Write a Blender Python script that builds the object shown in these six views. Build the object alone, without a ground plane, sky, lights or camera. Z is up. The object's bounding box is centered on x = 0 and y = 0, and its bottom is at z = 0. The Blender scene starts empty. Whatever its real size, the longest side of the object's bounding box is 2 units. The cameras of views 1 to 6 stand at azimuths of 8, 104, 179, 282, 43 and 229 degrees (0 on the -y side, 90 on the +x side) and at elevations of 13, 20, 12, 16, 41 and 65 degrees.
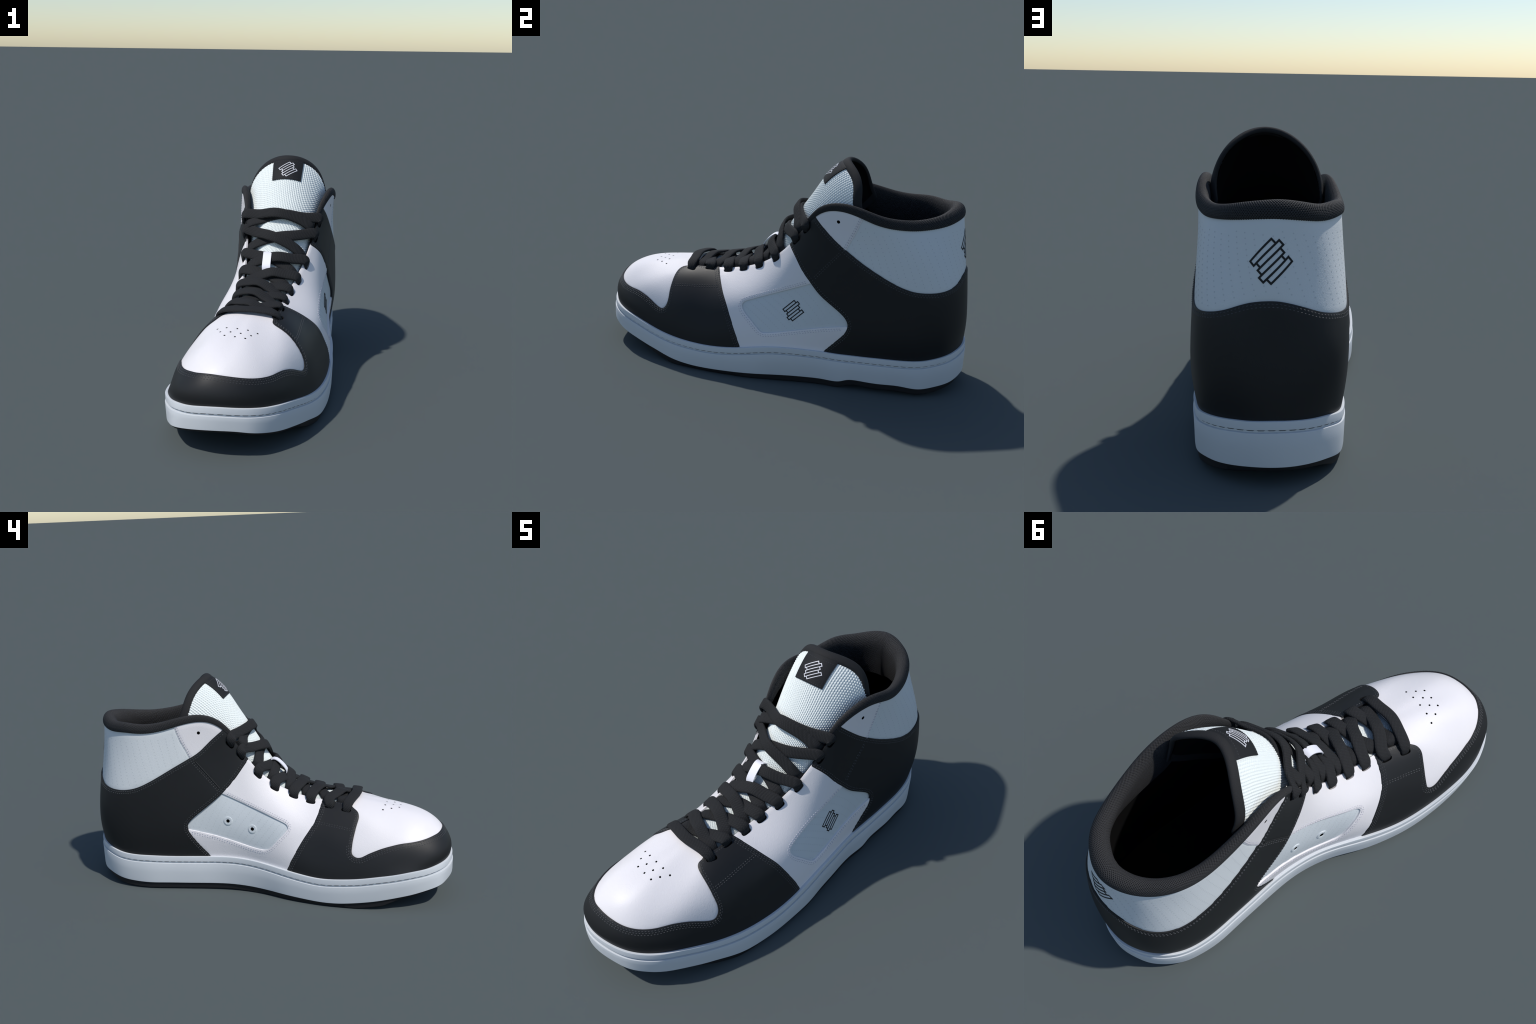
"""A single high-top lace-up sneaker in white, grey and black leather.

Toe points to -y, the outer side of the foot is +x.  The upper is one smooth lofted surface;
every leather panel is cut out of that surface by its seam lines and given its own thickness.
"""
import bpy, math, random
import numpy as np
from mathutils import Vector
from mathutils.geometry import delaunay_2d_cdt
from mathutils.kdtree import KDTree

random.seed(7)
RNG = np.random.default_rng(7)


# ---------------------------------------------------------------- materials
def material(name, base, rough=0.5, grain=0.0, grain_scale=300.0, mottled=0.0, spec=0.5, sheen=0.0, weave=None, coat=0.0, pits=0.0):
    m = bpy.data.materials.new(name)
    m.use_nodes = True
    nt = m.node_tree
    b = nt.nodes["Principled BSDF"]
    b.inputs["Base Color"].default_value = (*base, 1)
    b.inputs["Roughness"].default_value = rough
    b.inputs["Specular IOR Level"].default_value = spec
    if sheen:
        b.inputs["Sheen Weight"].default_value = sheen
        b.inputs["Sheen Roughness"].default_value = 0.5
    if coat:
        b.inputs["Coat Weight"].default_value = coat
        b.inputs["Coat Roughness"].default_value = 0.35
    tc = nt.nodes.new("ShaderNodeTexCoord")
    if mottled:
        n = nt.nodes.new("ShaderNodeTexNoise")
        n.inputs["Scale"].default_value = 18
        n.inputs["Detail"].default_value = 6
        r = nt.nodes.new("ShaderNodeValToRGB")
        r.color_ramp.elements[0].position = 0.3
        r.color_ramp.elements[1].position = 0.7
        r.color_ramp.elements[0].color = (*[c * (1 - mottled) for c in base], 1)
        r.color_ramp.elements[1].color = (*[min(1, c * (1 + mottled)) for c in base], 1)
        nt.links.new(tc.outputs["Object"], n.inputs["Vector"])
        nt.links.new(n.outputs["Fac"], r.inputs["Fac"])
        nt.links.new(r.outputs["Color"], b.inputs["Base Color"])
    if grain:
        v = nt.nodes.new("ShaderNodeTexVoronoi")
        v.inputs["Scale"].default_value = grain_scale
        n2 = nt.nodes.new("ShaderNodeTexNoise")
        n2.inputs["Scale"].default_value = grain_scale * 0.35
        n2.inputs["Detail"].default_value = 4
        mx = nt.nodes.new("ShaderNodeMath")
        mx.operation = "ADD"
        bp = nt.nodes.new("ShaderNodeBump")
        bp.inputs["Strength"].default_value = grain
        bp.inputs["Distance"].default_value = 0.002
        nt.links.new(tc.outputs["Object"], v.inputs["Vector"])
        nt.links.new(tc.outputs["Object"], n2.inputs["Vector"])
        nt.links.new(v.outputs["Distance"], mx.inputs[0])
        nt.links.new(n2.outputs["Fac"], mx.inputs[1])
        nt.links.new(mx.outputs[0], bp.inputs["Height"])
        nt.links.new(bp.outputs["Normal"], b.inputs["Normal"])
    if weave:
        # two crossed wave bands darken the yarn gaps and lift the yarns
        pitch, depth, dark = weave
        prod = None
        for axis, turn in ((0, 0.78), (1, -0.78)):
            mp = nt.nodes.new("ShaderNodeMapping")
            mp.inputs["Rotation"].default_value = (0.6 * (1 - axis), 0.5 * axis + 0.2, turn)
            w = nt.nodes.new("ShaderNodeTexWave")
            w.inputs["Scale"].default_value = 0.314 / pitch
            w.inputs["Distortion"].default_value = 0.6
            w.inputs["Detail"].default_value = 1
            nt.links.new(tc.outputs["Object"], mp.inputs["Vector"])
            nt.links.new(mp.outputs["Vector"], w.inputs["Vector"])
            if prod is None:
                prod = w
            else:
                mu = nt.nodes.new("ShaderNodeMath")
                mu.operation = "MULTIPLY"
                nt.links.new(prod.outputs["Fac"], mu.inputs[0])
                nt.links.new(w.outputs["Fac"], mu.inputs[1])
                prod = mu
        r = nt.nodes.new("ShaderNodeValToRGB")
        r.color_ramp.elements[0].position = 0.05
        r.color_ramp.elements[1].position = 0.5
        r.color_ramp.elements[0].color = (*[c * (1 - dark) for c in base], 1)
        r.color_ramp.elements[1].color = (*base, 1)
        bp = nt.nodes.new("ShaderNodeBump")
        bp.inputs["Strength"].default_value = depth
        bp.inputs["Distance"].default_value = 0.004
        nt.links.new(prod.outputs[0], r.inputs["Fac"])
        nt.links.new(r.outputs["Color"], b.inputs["Base Color"])
        nt.links.new(prod.outputs[0], bp.inputs["Height"])
        nt.links.new(bp.outputs["Normal"], b.inputs["Normal"])
    if pits:
        # pointiness darkens the pits between yarns
        ge = nt.nodes.new("ShaderNodeNewGeometry")
        r = nt.nodes.new("ShaderNodeValToRGB")
        r.color_ramp.elements[0].position = 0.42
        r.color_ramp.elements[1].position = 0.54
        r.color_ramp.elements[0].color = (*[c * (1 - pits) for c in base], 1)
        r.color_ramp.elements[1].color = (*base, 1)
        nt.links.new(ge.outputs["Pointiness"], r.inputs["Fac"])
        nt.links.new(r.outputs["Color"], b.inputs["Base Color"])
    return m


MAT = dict(
    white=material("white_leather", (.80, .768, .778), rough=.45, grain=.14, grain_scale=200, spec=.35),
    grey=material("grey_leather", (.70, .725, .735), rough=.55, grain=.12, grain_scale=260, spec=.35),
    inset=material("grey_inset_leather", (.635, .67, .69), rough=.55, grain=.12, grain_scale=260, spec=.35),
    black=material("black_leather", (.0125, .013, .014), rough=.52, grain=.05, grain_scale=260, spec=.32),
    sole=material("pale_rubber", (.61, .635, .66), rough=.6, grain=.10, grain_scale=420, spec=.3),
    outsole=material("black_rubber", (.013, .013, .015), rough=.6, spec=.3),
    lace=material("black_lace", (.026, .0265, .028), rough=.85, weave=(.006, .35, .35), spec=.2),
    mesh=material("black_mesh", (.027, .027, .0285), rough=.7, spec=.35, pits=.9),
    binding=material("black_binding", (.020, .020, .021), rough=.8, grain=.3, grain_scale=320, spec=.25),
    lining=material("dark_lining", (.006, .006, .0065), rough=.95, spec=.1),
    knit=material("white_knit", (.76, .80, .785), rough=.75, grain=.12, grain_scale=500, spec=.25),
    label=material("black_label", (.013, .0135, .015), rough=.7, grain=.3, grain_scale=350, spec=.25),
    mark_black=material("black_print", (.008, .009, .011), rough=.5, spec=.3),
    mark_white=material("white_print", (.66, .66, .70), rough=.5),
    thread_dark=material("grey_thread_on_black", (.065, .066, .07), rough=.7),
    thread_light=material("lilac_thread_on_white", (.52, .50, .56), rough=.7),
    thread_sole=material("brown_grey_thread", (.11, .115, .115), rough=.8),
    dot=material("perforation_shadow", (.59, .62, .635), rough=.8, spec=.1),  # darkened grey: shade of punched holes, put on flat discs
    hole=material("hole_black", (.003, .003, .003), rough=.95, spec=.0),
    strap_white=material("white_loop", (.84, .83, .88), rough=.5),
)


# ---------------------------------------------------------------- object helpers
ROOT = bpy.data.objects.new("high_top_sneaker", None)
bpy.context.scene.collection.objects.link(ROOT)
ROOT["label"] = "black, white and grey leather high-top sneaker with laces"
ROOT["category"] = "sneaker"


def add_mesh(name, verts, faces, mat, parent=None, smooth=True, sharp=None, stuff=False):
    me = bpy.data.meshes.new(name)
    me.from_pydata([tuple(map(float, v)) for v in verts], [], [tuple(int(i) for i in f) for f in faces])
    me.validate()
    me.update()
    me.materials.append(MAT[mat])
    me.polygons.foreach_set("use_smooth", [smooth] * len(me.polygons))
    if sharp:
        me.set_sharp_from_angle(angle=math.radians(sharp))
    ob = bpy.data.objects.new(name, me)
    bpy.context.scene.collection.objects.link(ob)
    ob.parent = parent or ROOT
    if stuff:
        ob["kind"] = "stuff"
    return ob


def grid_faces(nu, nv, close_u=False, close_v=False, flip=False):
    """quads of a grid of nu x nv points stored row by row (index = i * nv + j)"""
    F = []
    for i in range(nu if close_u else nu - 1):
        for j in range(nv if close_v else nv - 1):
            a, b = i * nv + j, ((i + 1) % nu) * nv + j
            c, d = ((i + 1) % nu) * nv + (j + 1) % nv, i * nv + (j + 1) % nv
            F.append((a, d, c, b) if flip else (a, b, c, d))
    return F


def unit(v):
    v = np.asarray(v, float)
    return v / (np.linalg.norm(v, axis=-1, keepdims=True) + 1e-12)


class Pile:
    """many small pieces gathered into one mesh"""
    def __init__(self):
        self.v, self.f = [], []

    def add(self, verts, faces):
        k = len(self.v)
        self.v.extend(verts)
        self.f.extend([tuple(i + k for i in f) for f in faces])


def inside(poly, pts):
    """even-odd test of many points against one polygon"""
    x, y = pts[:, 0], pts[:, 1]
    r = np.zeros(len(pts), bool)
    a = poly; b = np.roll(poly, -1, 0)
    for (x0, y0), (x1, y1) in zip(a, b):
        if y0 == y1:
            continue
        k = (y0 > y) != (y1 > y)
        r ^= k & (x < (x1 - x0) * (y - y0) / (y1 - y0) + x0)
    return r


def seg_dist(poly, pts):
    """distance from points to the closed outline"""
    d = np.full(len(pts), 1e9)
    a = poly; b = np.roll(poly, -1, 0)
    for p, q in zip(a, b):
        e = q - p
        k = np.clip(((pts - p) @ e) / (e @ e + 1e-18), 0, 1)
        d = np.minimum(d, np.hypot(*(pts - p - k[:, None] * e).T))
    return d


# ---------------------------------------------------------------- upper surface
def spline_coeffs(u, P, period=None):
    """second derivatives of an interpolating cubic spline (natural, or periodic when period is given)"""
    u = np.asarray(u, float); P = np.asarray(P, float)
    n = len(u)
    if period is None:
        h = np.diff(u); A = np.eye(n); R = np.zeros_like(P)
        for i in range(1, n - 1):
            A[i, i - 1:i + 2] = h[i - 1], 2 * (h[i - 1] + h[i]), h[i]
            R[i] = 6 * ((P[i + 1] - P[i]) / h[i] - (P[i] - P[i - 1]) / h[i - 1])
        return np.linalg.solve(A, R.reshape(n, -1)).reshape(P.shape)
    h = np.r_[np.diff(u), period - u[-1] + u[0]]
    A = np.zeros((n, n)); R = np.zeros_like(P)
    for i in range(n):
        a, b = (i - 1) % n, (i + 1) % n
        A[i, a] += h[a]; A[i, i] += 2 * (h[a] + h[i]); A[i, b] += h[i]
        R[i] = 6 * ((P[b] - P[i]) / h[i] - (P[i] - P[a]) / h[a])
    return np.linalg.solve(A, R.reshape(n, -1)).reshape(P.shape)


def spline_eval(u, P, M, x, period=None):
    u = np.asarray(u, float); x = np.asarray(x, float)
    if period is not None:
        x = (x - u[0]) % period + u[0]
        u = np.r_[u, u[0] + period]; P = np.concatenate([P, P[:1]]); M = np.concatenate([M, M[:1]])
    i = np.clip(np.searchsorted(u, x, side="right") - 1, 0, len(u) - 2)
    h = u[i + 1] - u[i]
    sh = (-1,) + (1,) * (P.ndim - 1)
    a = ((u[i + 1] - x) / h).reshape(sh); b = ((x - u[i]) / h).reshape(sh); h2 = (h * h / 6).reshape(sh)
    return a * P[i] + b * P[i + 1] + ((a ** 3 - a) * M[i] + (b ** 3 - b) * M[i + 1]) * h2


class Curve:
    """smooth curve through control points; chord-length parameter 0..1"""
    def __init__(self, pts, closed=False):
        self.P = np.asarray(pts, float)
        d = np.linalg.norm(np.diff(self.P, axis=0), axis=1) ** 0.7
        self.closed = closed
        if closed:
            last = np.linalg.norm(self.P[0] - self.P[-1]) ** 0.7
            tot = d.sum() + last
            self.u = np.r_[0, np.cumsum(d)] / tot; self.per = 1.0
        else:
            self.u = np.r_[0, np.cumsum(d)] / d.sum(); self.per = None
        self.M = spline_coeffs(self.u, self.P, self.per)

    def at(self, x):
        return spline_eval(self.u, self.P, self.M, np.atleast_1d(np.asarray(x, float)), self.per)

    def even(self, step=None, n=None):
        """points evenly spaced along the length"""
        F = self.at(np.linspace(0, 1, 1200))
        L = np.r_[0, np.cumsum(np.linalg.norm(np.diff(F, axis=0), axis=1))]
        if n is None:
            n = max(2, int(round(L[-1] / step)) + 1)
        x = np.interp(np.linspace(0, L[-1], n), L, np.linspace(0, 1, 1200))
        if self.closed:
            x = x[:-1]
        return self.at(x)


# ---------------------------------------------------------------- sole
# pairs: seat of the upper on the sole rim (x, y, z), foot of the pale sidewall (x, y, z)
SOLE = []


def sole_at(seat, foot):
    SOLE.append((seat, foot))


sole_at((-.085, -.987, .244), (-.085, -1.000, .139))
sole_at((-.003, -.974, .239), (.005, -.988, .135))
sole_at((.056, -.952, .233), (.065, -.967, .124))
sole_at((.113, -.913, .225), (.123, -.923, .110))
sole_at((.168, -.852, .216), (.178, -.860, .096))
sole_at((.210, -.777, .204), (.222, -.782, .082))
sole_at((.245, -.705, .190), (.262, -.700, .068))
sole_at((.272, -.636, .176), (.288, -.635, .056))
sole_at((.311, -.518, .160), (.328, -.520, .034))
sole_at((.335, -.403, .153), (.349, -.400, .023))
sole_at((.347, -.310, .153), (.359, -.310, .023))
sole_at((.354, -.181, .164), (.364, -.180, .026))
sole_at((.354, -.075, .181), (.363, -.073, .031))
sole_at((.350, .029, .196), (.350, .026, .034))
sole_at((.341, .131, .200), (.341, .126, .039))
sole_at((.328, .231, .197), (.329, .225, .039))
sole_at((.321, .300, .194), (.326, .300, .039))
sole_at((.318, .385, .191), (.330, .392, .041))
sole_at((.320, .440, .193), (.330, .440, .057))
sole_at((.319, .500, .194), (.328, .515, .057))
sole_at((.319, .600, .197), (.327, .612, .056))
sole_at((.315, .680, .198), (.320, .690, .056))
sole_at((.306, .745, .199), (.315, .748, .050))
sole_at((.295, .800, .203), (.305, .800, .047))
sole_at((.267, .868, .214), (.272, .870, .055))
sole_at((.220, .922, .222), (.225, .930, .062))
sole_at((.165, .957, .228), (.165, .968, .067))
sole_at((.116, .976, .231), (.112, .988, .071))
sole_at((.050, .988, .236), (.050, 1.000, .074))
sole_at((-.006, .981, .235), (-.006, .993, .073))
sole_at((-.052, .963, .231), (-.055, .974, .071))
sole_at((-.099, .934, .226), (-.106, .946, .070))
sole_at((-.147, .889, .220), (-.152, .902, .065))
sole_at((-.190, .819, .206), (-.198, .825, .050))
sole_at((-.210, .735, .198), (-.220, .735, .041))
sole_at((-.215, .645, .196), (-.227, .645, .038))
sole_at((-.208, .546, .193), (-.221, .550, .038))
sole_at((-.199, .420, .193), (-.211, .420, .038))
sole_at((-.191, .310, .194), (-.204, .310, .039))
sole_at((-.196, .190, .197), (-.203, .190, .039))
sole_at((-.212, .076, .192), (-.219, .076, .036))
sole_at((-.241, -.028, .181), (-.250, -.027, .032))
sole_at((-.277, -.130, .168), (-.294, -.130, .030))
sole_at((-.311, -.230, .157), (-.326, -.230, .026))
sole_at((-.336, -.328, .151), (-.349, -.330, .022))
sole_at((-.352, -.427, .157), (-.364, -.430, .026))
sole_at((-.360, -.523, .167), (-.370, -.525, .037))
sole_at((-.363, -.617, .182), (-.370, -.617, .051))
sole_at((-.357, -.710, .196), (-.362, -.710, .069))
sole_at((-.338, -.800, .210), (-.344, -.800, .086))
sole_at((-.305, -.868, .217), (-.318, -.870, .101))
sole_at((-.262, -.923, .227), (-.280, -.935, .116))
sole_at((-.213, -.959, .233), (-.225, -.968, .125))
sole_at((-.150, -.982, .241), (-.158, -.993, .135))

A = np.array(SOLE, float)
stp = np.linalg.norm(np.roll(A[:, 0], -1, 0) - A[:, 0], axis=1)
su = np.r_[0, np.cumsum(stp)[:-1]] / stp.sum()
sm = spline_coeffs(su, A, 1.0)
NS = 520
sx = np.arange(NS) / NS
SOL = spline_eval(su, A, sm, sx, 1.0)
seat, foot = SOL[:, 0], SOL[:, 1]
foot[:, 2] = np.maximum(foot[:, 2], .010)
tan = np.roll(seat, -1, 0) - np.roll(seat, 1, 0)
outw = unit(np.stack([tan[:, 1], -tan[:, 0], 0 * tan[:, 0]], 1))
for _ in range(3):
    outw = unit(outw + np.roll(outw, 1, 0) + np.roll(outw, -1, 0))
RIM = .0115
rim = seat + RIM * outw
SEAT, OUTW = seat, outw


# ---------------------------------------------------------------- profiles of the upper
STATIONS = []


def station(*profile):
    """one profile of the upper, from the sole (first point) to the throat or collar edge (last point)"""
    STATIONS.append(profile)


# toe centre, then round the outer side to the heel, then back along the inner side
station((-.075, -.958, .225), (-.075, -.974, .290), (-.070, -.953, .355), (-.060, -.875, .425), (-.045, -.700, .476), (-.025, -.475, .512))
station((.035, -.925, .220), (.036, -.942, .285), (.035, -.926, .352), (.020, -.845, .425), (.005, -.690, .475), (.000, -.475, .512))
station((.128, -.875, .212), (.130, -.880, .270), (.122, -.866, .332), (.095, -.800, .405), (.060, -.670, .462), (.030, -.474, .510))
station((.188, -.785, .198), (.192, -.788, .255), (.182, -.775, .320), (.155, -.735, .392), (.108, -.630, .455), (.062, -.472, .506))
station((.237, -.655, .175), (.242, -.655, .235), (.234, -.652, .305), (.205, -.633, .385), (.150, -.575, .455), (.094, -.466, .502))
station((.287, -.530, .140), (.290, -.530, .210), (.280, -.530, .290), (.248, -.520, .375), (.185, -.500, .453), (.107, -.445, .500))
station((.312, -.390, .135), (.313, -.390, .210), (.303, -.390, .290), (.270, -.385, .375), (.200, -.380, .455), (.113, -.370, .505))
station((.332, -.250, .142), (.333, -.250, .220), (.322, -.250, .300), (.287, -.250, .390), (.215, -.250, .463), (.122, -.250, .520))
station((.339, -.100, .162), (.338, -.100, .250), (.325, -.100, .345), (.295, -.100, .430), (.235, -.100, .505), (.160, -.100, .572))
station((.332, .060, .183), (.332, .060, .285), (.320, .055, .390), (.298, .050, .490), (.260, .045, .590), (.208, .040, .672))
station((.327, .160, .190), (.328, .155, .310), (.320, .150, .430), (.305, .140, .555), (.278, .130, .675), (.236, .120, .765))
station((.317, .260, .188), (.325, .255, .330), (.325, .250, .470), (.315, .240, .610), (.297, .225, .745), (.264, .200, .872))
station((.308, .360, .182), (.325, .355, .330), (.329, .350, .490), (.323, .340, .650), (.312, .330, .800), (.300, .285, .940))
station((.298, .460, .175), (.325, .455, .330), (.334, .450, .490), (.330, .440, .650), (.322, .430, .800), (.317, .395, .946))
station((.287, .570, .172), (.322, .570, .320), (.337, .570, .470), (.335, .565, .620), (.326, .560, .765), (.319, .530, .905))
station((.283, .680, .175), (.318, .685, .310), (.335, .690, .450), (.332, .690, .595), (.320, .680, .740), (.297, .645, .883))
station((.280, .780, .188), (.308, .785, .315), (.322, .790, .450), (.318, .790, .590), (.302, .770, .740), (.265, .735, .880))
station((.250, .868, .208), (.274, .886, .330), (.286, .892, .460), (.275, .888, .600), (.248, .862, .745), (.207, .835, .890))
station((.148, .942, .222), (.162, .965, .335), (.172, .973, .460), (.166, .960, .600), (.152, .930, .750), (.125, .901, .903))
station((.030, .966, .228), (.033, .983, .340), (.035, .989, .460), (.037, .979, .600), (.042, .959, .755), (.035, .929, .910))
station((-.075, .937, .226), (-.087, .958, .338), (-.095, .960, .460), (-.093, .942, .590), (-.081, .914, .745), (-.060, .897, .901))
station((-.150, .872, .215), (-.171, .892, .330), (-.184, .896, .455), (-.175, .876, .580), (-.155, .853, .735), (-.128, .833, .892))
station((-.190, .775, .195), (-.212, .785, .320), (-.225, .790, .450), (-.218, .785, .585), (-.198, .765, .735), (-.178, .745, .895))
station((-.205, .670, .183), (-.226, .680, .315), (-.236, .685, .455), (-.231, .680, .600), (-.215, .670, .750), (-.196, .650, .893))
station((-.195, .560, .183), (-.222, .565, .325), (-.234, .565, .475), (-.229, .560, .625), (-.213, .550, .770), (-.194, .530, .909))
station((-.183, .450, .180), (-.210, .450, .330), (-.220, .445, .490), (-.213, .440, .650), (-.200, .430, .800), (-.180, .395, .943))
station((-.175, .350, .178), (-.200, .350, .330), (-.208, .345, .490), (-.195, .335, .650), (-.175, .320, .800), (-.156, .285, .943))
station((-.170, .255, .176), (-.194, .250, .320), (-.203, .245, .460), (-.185, .235, .600), (-.160, .220, .735), (-.132, .190, .878))
station((-.168, .155, .172), (-.195, .150, .310), (-.203, .145, .430), (-.180, .135, .550), (-.150, .125, .665), (-.117, .110, .770))
station((-.190, .055, .168), (-.214, .050, .280), (-.219, .045, .385), (-.195, .040, .490), (-.153, .035, .585), (-.108, .030, .665))
station((-.250, -.100, .160), (-.258, -.100, .250), (-.252, -.100, .345), (-.222, -.100, .435), (-.165, -.100, .510), (-.105, -.100, .572))
station((-.292, -.250, .142), (-.293, -.250, .220), (-.276, -.250, .305), (-.238, -.250, .390), (-.172, -.250, .465), (-.107, -.250, .520))
station((-.313, -.390, .135), (-.317, -.390, .210), (-.303, -.390, .295), (-.262, -.385, .375), (-.192, -.380, .455), (-.115, -.370, .503))
station((-.323, -.510, .145), (-.328, -.510, .215), (-.318, -.510, .290), (-.278, -.505, .365), (-.210, -.490, .447), (-.130, -.435, .496))
station((-.318, -.640, .160), (-.323, -.640, .230), (-.312, -.635, .305), (-.268, -.610, .380), (-.200, -.560, .452), (-.118, -.456, .500))
station((-.288, -.775, .185), (-.292, -.778, .260), (-.283, -.767, .335), (-.232, -.720, .405), (-.168, -.625, .462), (-.093, -.468, .506))
station((-.232, -.905, .215), (-.240, -.920, .285), (-.216, -.885, .360), (-.175, -.810, .430), (-.125, -.670, .475), (-.068, -.473, .510))
station((-.155, -.948, .224), (-.158, -.966, .292), (-.146, -.939, .364), (-.118, -.850, .433), (-.085, -.690, .479), (-.046, -.475, .512))


class Upper:
    """bicubic surface S(s, t): s runs round the shoe (0 = toe, period 1), t from the sole (0) to the top edge (1)"""
    def __init__(self, stations, foot_out=0.010):
        G = np.array(stations, float)                      # (n, 6, 3)
        n = len(G)
        along = np.roll(G[:, 0], -1, 0) - np.roll(G[:, 0], 1, 0)
        out = np.stack([-along[:, 1], along[:, 0], 0 * along[:, 0]], 1)
        out /= np.linalg.norm(out, axis=1)[:, None]
        out *= -1                                          # loop runs counter-clockwise seen from above
        # base layer sits under the panels: sides are taken in a little, the foot line is let out under the sole rim
        side = np.clip((G[:, 0, 1] + 0.75) / 0.35, 0.4, 1.0)[:, None]
        for row, take in enumerate((0.0015, -0.003, -0.010, -0.011, -0.008, 0.0)):
            G[:, row] += take * (side if take < 0 else 1.0) * out
        # the lasted foot line follows the seat of the sole, one leather thickness inside it
        d = ((G[:, None, 0, :2] - SEAT[None, :, :2]) ** 2).sum(2).argmin(1)
        move = SEAT[d] - 0.0075 * OUTW[d] - [0, 0, 0.006] - G[:, 0]
        for row, share in ((0, 1.0), (1, 0.55), (2, 0.12)):
            G[:, row] += share * move * [1, 1, 1.0 if row == 0 else 0.0]
        step = np.linalg.norm(np.roll(G, -1, 0) - G, axis=2).mean(1)
        self.u = np.r_[0, np.cumsum(step)[:-1]] / step.sum()
        self.v = np.linspace(0, 1, G.shape[1])
        self.G, self.M = G, spline_coeffs(self.u, G, 1.0)
        self.ns, self.nt = 960, 120
        self.gs = np.arange(self.ns) / self.ns
        self.gt = np.linspace(0, 1, self.nt + 1)
        S, T = np.meshgrid(self.gs, self.gt, indexing="ij")
        self.grid = self.S(S.ravel(), T.ravel())
        self.sT = np.stack([S.ravel(), T.ravel()], 1)

    def S(self, s, t):
        s = np.atleast_1d(np.asarray(s, float)); t = np.atleast_1d(np.asarray(t, float))
        C = spline_eval(self.u, self.G, self.M, s, 1.0)     # (m, 6, 3)
        # natural spline across each profile: fixed knots, so the solve is one small matrix
        if not hasattr(self, "W"):
            self.W = spline_coeffs(self.v, np.eye(len(self.v)))
        tc = np.clip(t, -0.15, 1.15)
        B = spline_eval(self.v, np.eye(len(self.v)), self.W, np.clip(tc, 0, 1))
        P = np.einsum("mk,mkc->mc", B, C)
        over = tc - np.clip(tc, 0, 1)
        if np.any(over):
            e = 1e-3
            hi = tc > 0.5
            t0 = np.where(hi, 1 - e, 0.0); t1 = np.where(hi, 1.0, e)
            B0 = spline_eval(self.v, np.eye(len(self.v)), self.W, t0); B1 = spline_eval(self.v, np.eye(len(self.v)), self.W, t1)
            P = P + over[:, None] * np.einsum("mk,mkc->mc", (B1 - B0) / e, C)
        return P

    def D(self, s, t, e=1e-4):
        return (self.S(s + e, t) - self.S(s - e, t)) / (2 * e), (self.S(s, t + e) - self.S(s, t - e)) / (2 * e)

    def N(self, s, t):
        a, b = self.D(np.atleast_1d(s), np.atleast_1d(t))
        n = np.cross(a, b)
        return n / np.linalg.norm(n, axis=1)[:, None]

    def nearest(self, P):
        P = np.atleast_2d(np.asarray(P, float))
        idx = self.find(P)
        st = self.sT[idx].copy()
        for _ in range(6):
            a, b = self.D(st[:, 0], st[:, 1])
            r = P - self.S(st[:, 0], st[:, 1])
            aa, ab, bb = (a * a).sum(1), (a * b).sum(1), (b * b).sum(1)
            ra, rb = (r * a).sum(1), (r * b).sum(1)
            det = aa * bb - ab * ab + 1e-12
            st[:, 0] += np.clip((bb * ra - ab * rb) / det, -.01, .01)
            st[:, 1] += np.clip((aa * rb - ab * ra) / det, -.03, .03)
            st[:, 1] = np.clip(st[:, 1], -0.1, 1.1)
        return st


U = Upper(STATIONS)
_kd = KDTree(len(U.grid))
for _i, _p in enumerate(U.grid):
    _kd.insert(_p, _i)
_kd.balance()
U.find = lambda P: np.array([_kd.find(p)[1] for p in P])
SL, TL = 4.2, 0.48                    # rough size of the surface: metres per unit of s and of t


def on_upper(st, h=0.0):
    st = np.atleast_2d(st)
    return U.S(st[:, 0], st[:, 1]) + np.asarray(h).reshape(-1, 1) * U.N(st[:, 0], st[:, 1])


def wrap(st, centre):
    st = np.array(st, float)
    st[:, 0] = (st[:, 0] - centre + 0.5) % 1.0 + centre - 0.5
    return st


def seam(pts, step=0.007):
    """smooth seam line through points near the upper, as (s, t) samples"""
    return U.nearest(Curve(pts).even(step))


def shift(st, d):
    """move a seam line sideways by d metres along the surface (to the left of its direction, seen from outside)"""
    P = on_upper(st)
    T = unit(np.gradient(P, axis=0))
    N = U.N(st[:, 0], st[:, 1])
    return U.nearest(P + d * np.cross(N, T))


def run(a, b, t, step=0.008):
    """stretch of constant t between two s values"""
    n = max(2, int(abs(b - a) * SL / step))
    return np.stack([np.linspace(a, b, n), np.full(n, t)], 1)


FOOT, EDGE = -0.05, 1.0


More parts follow.
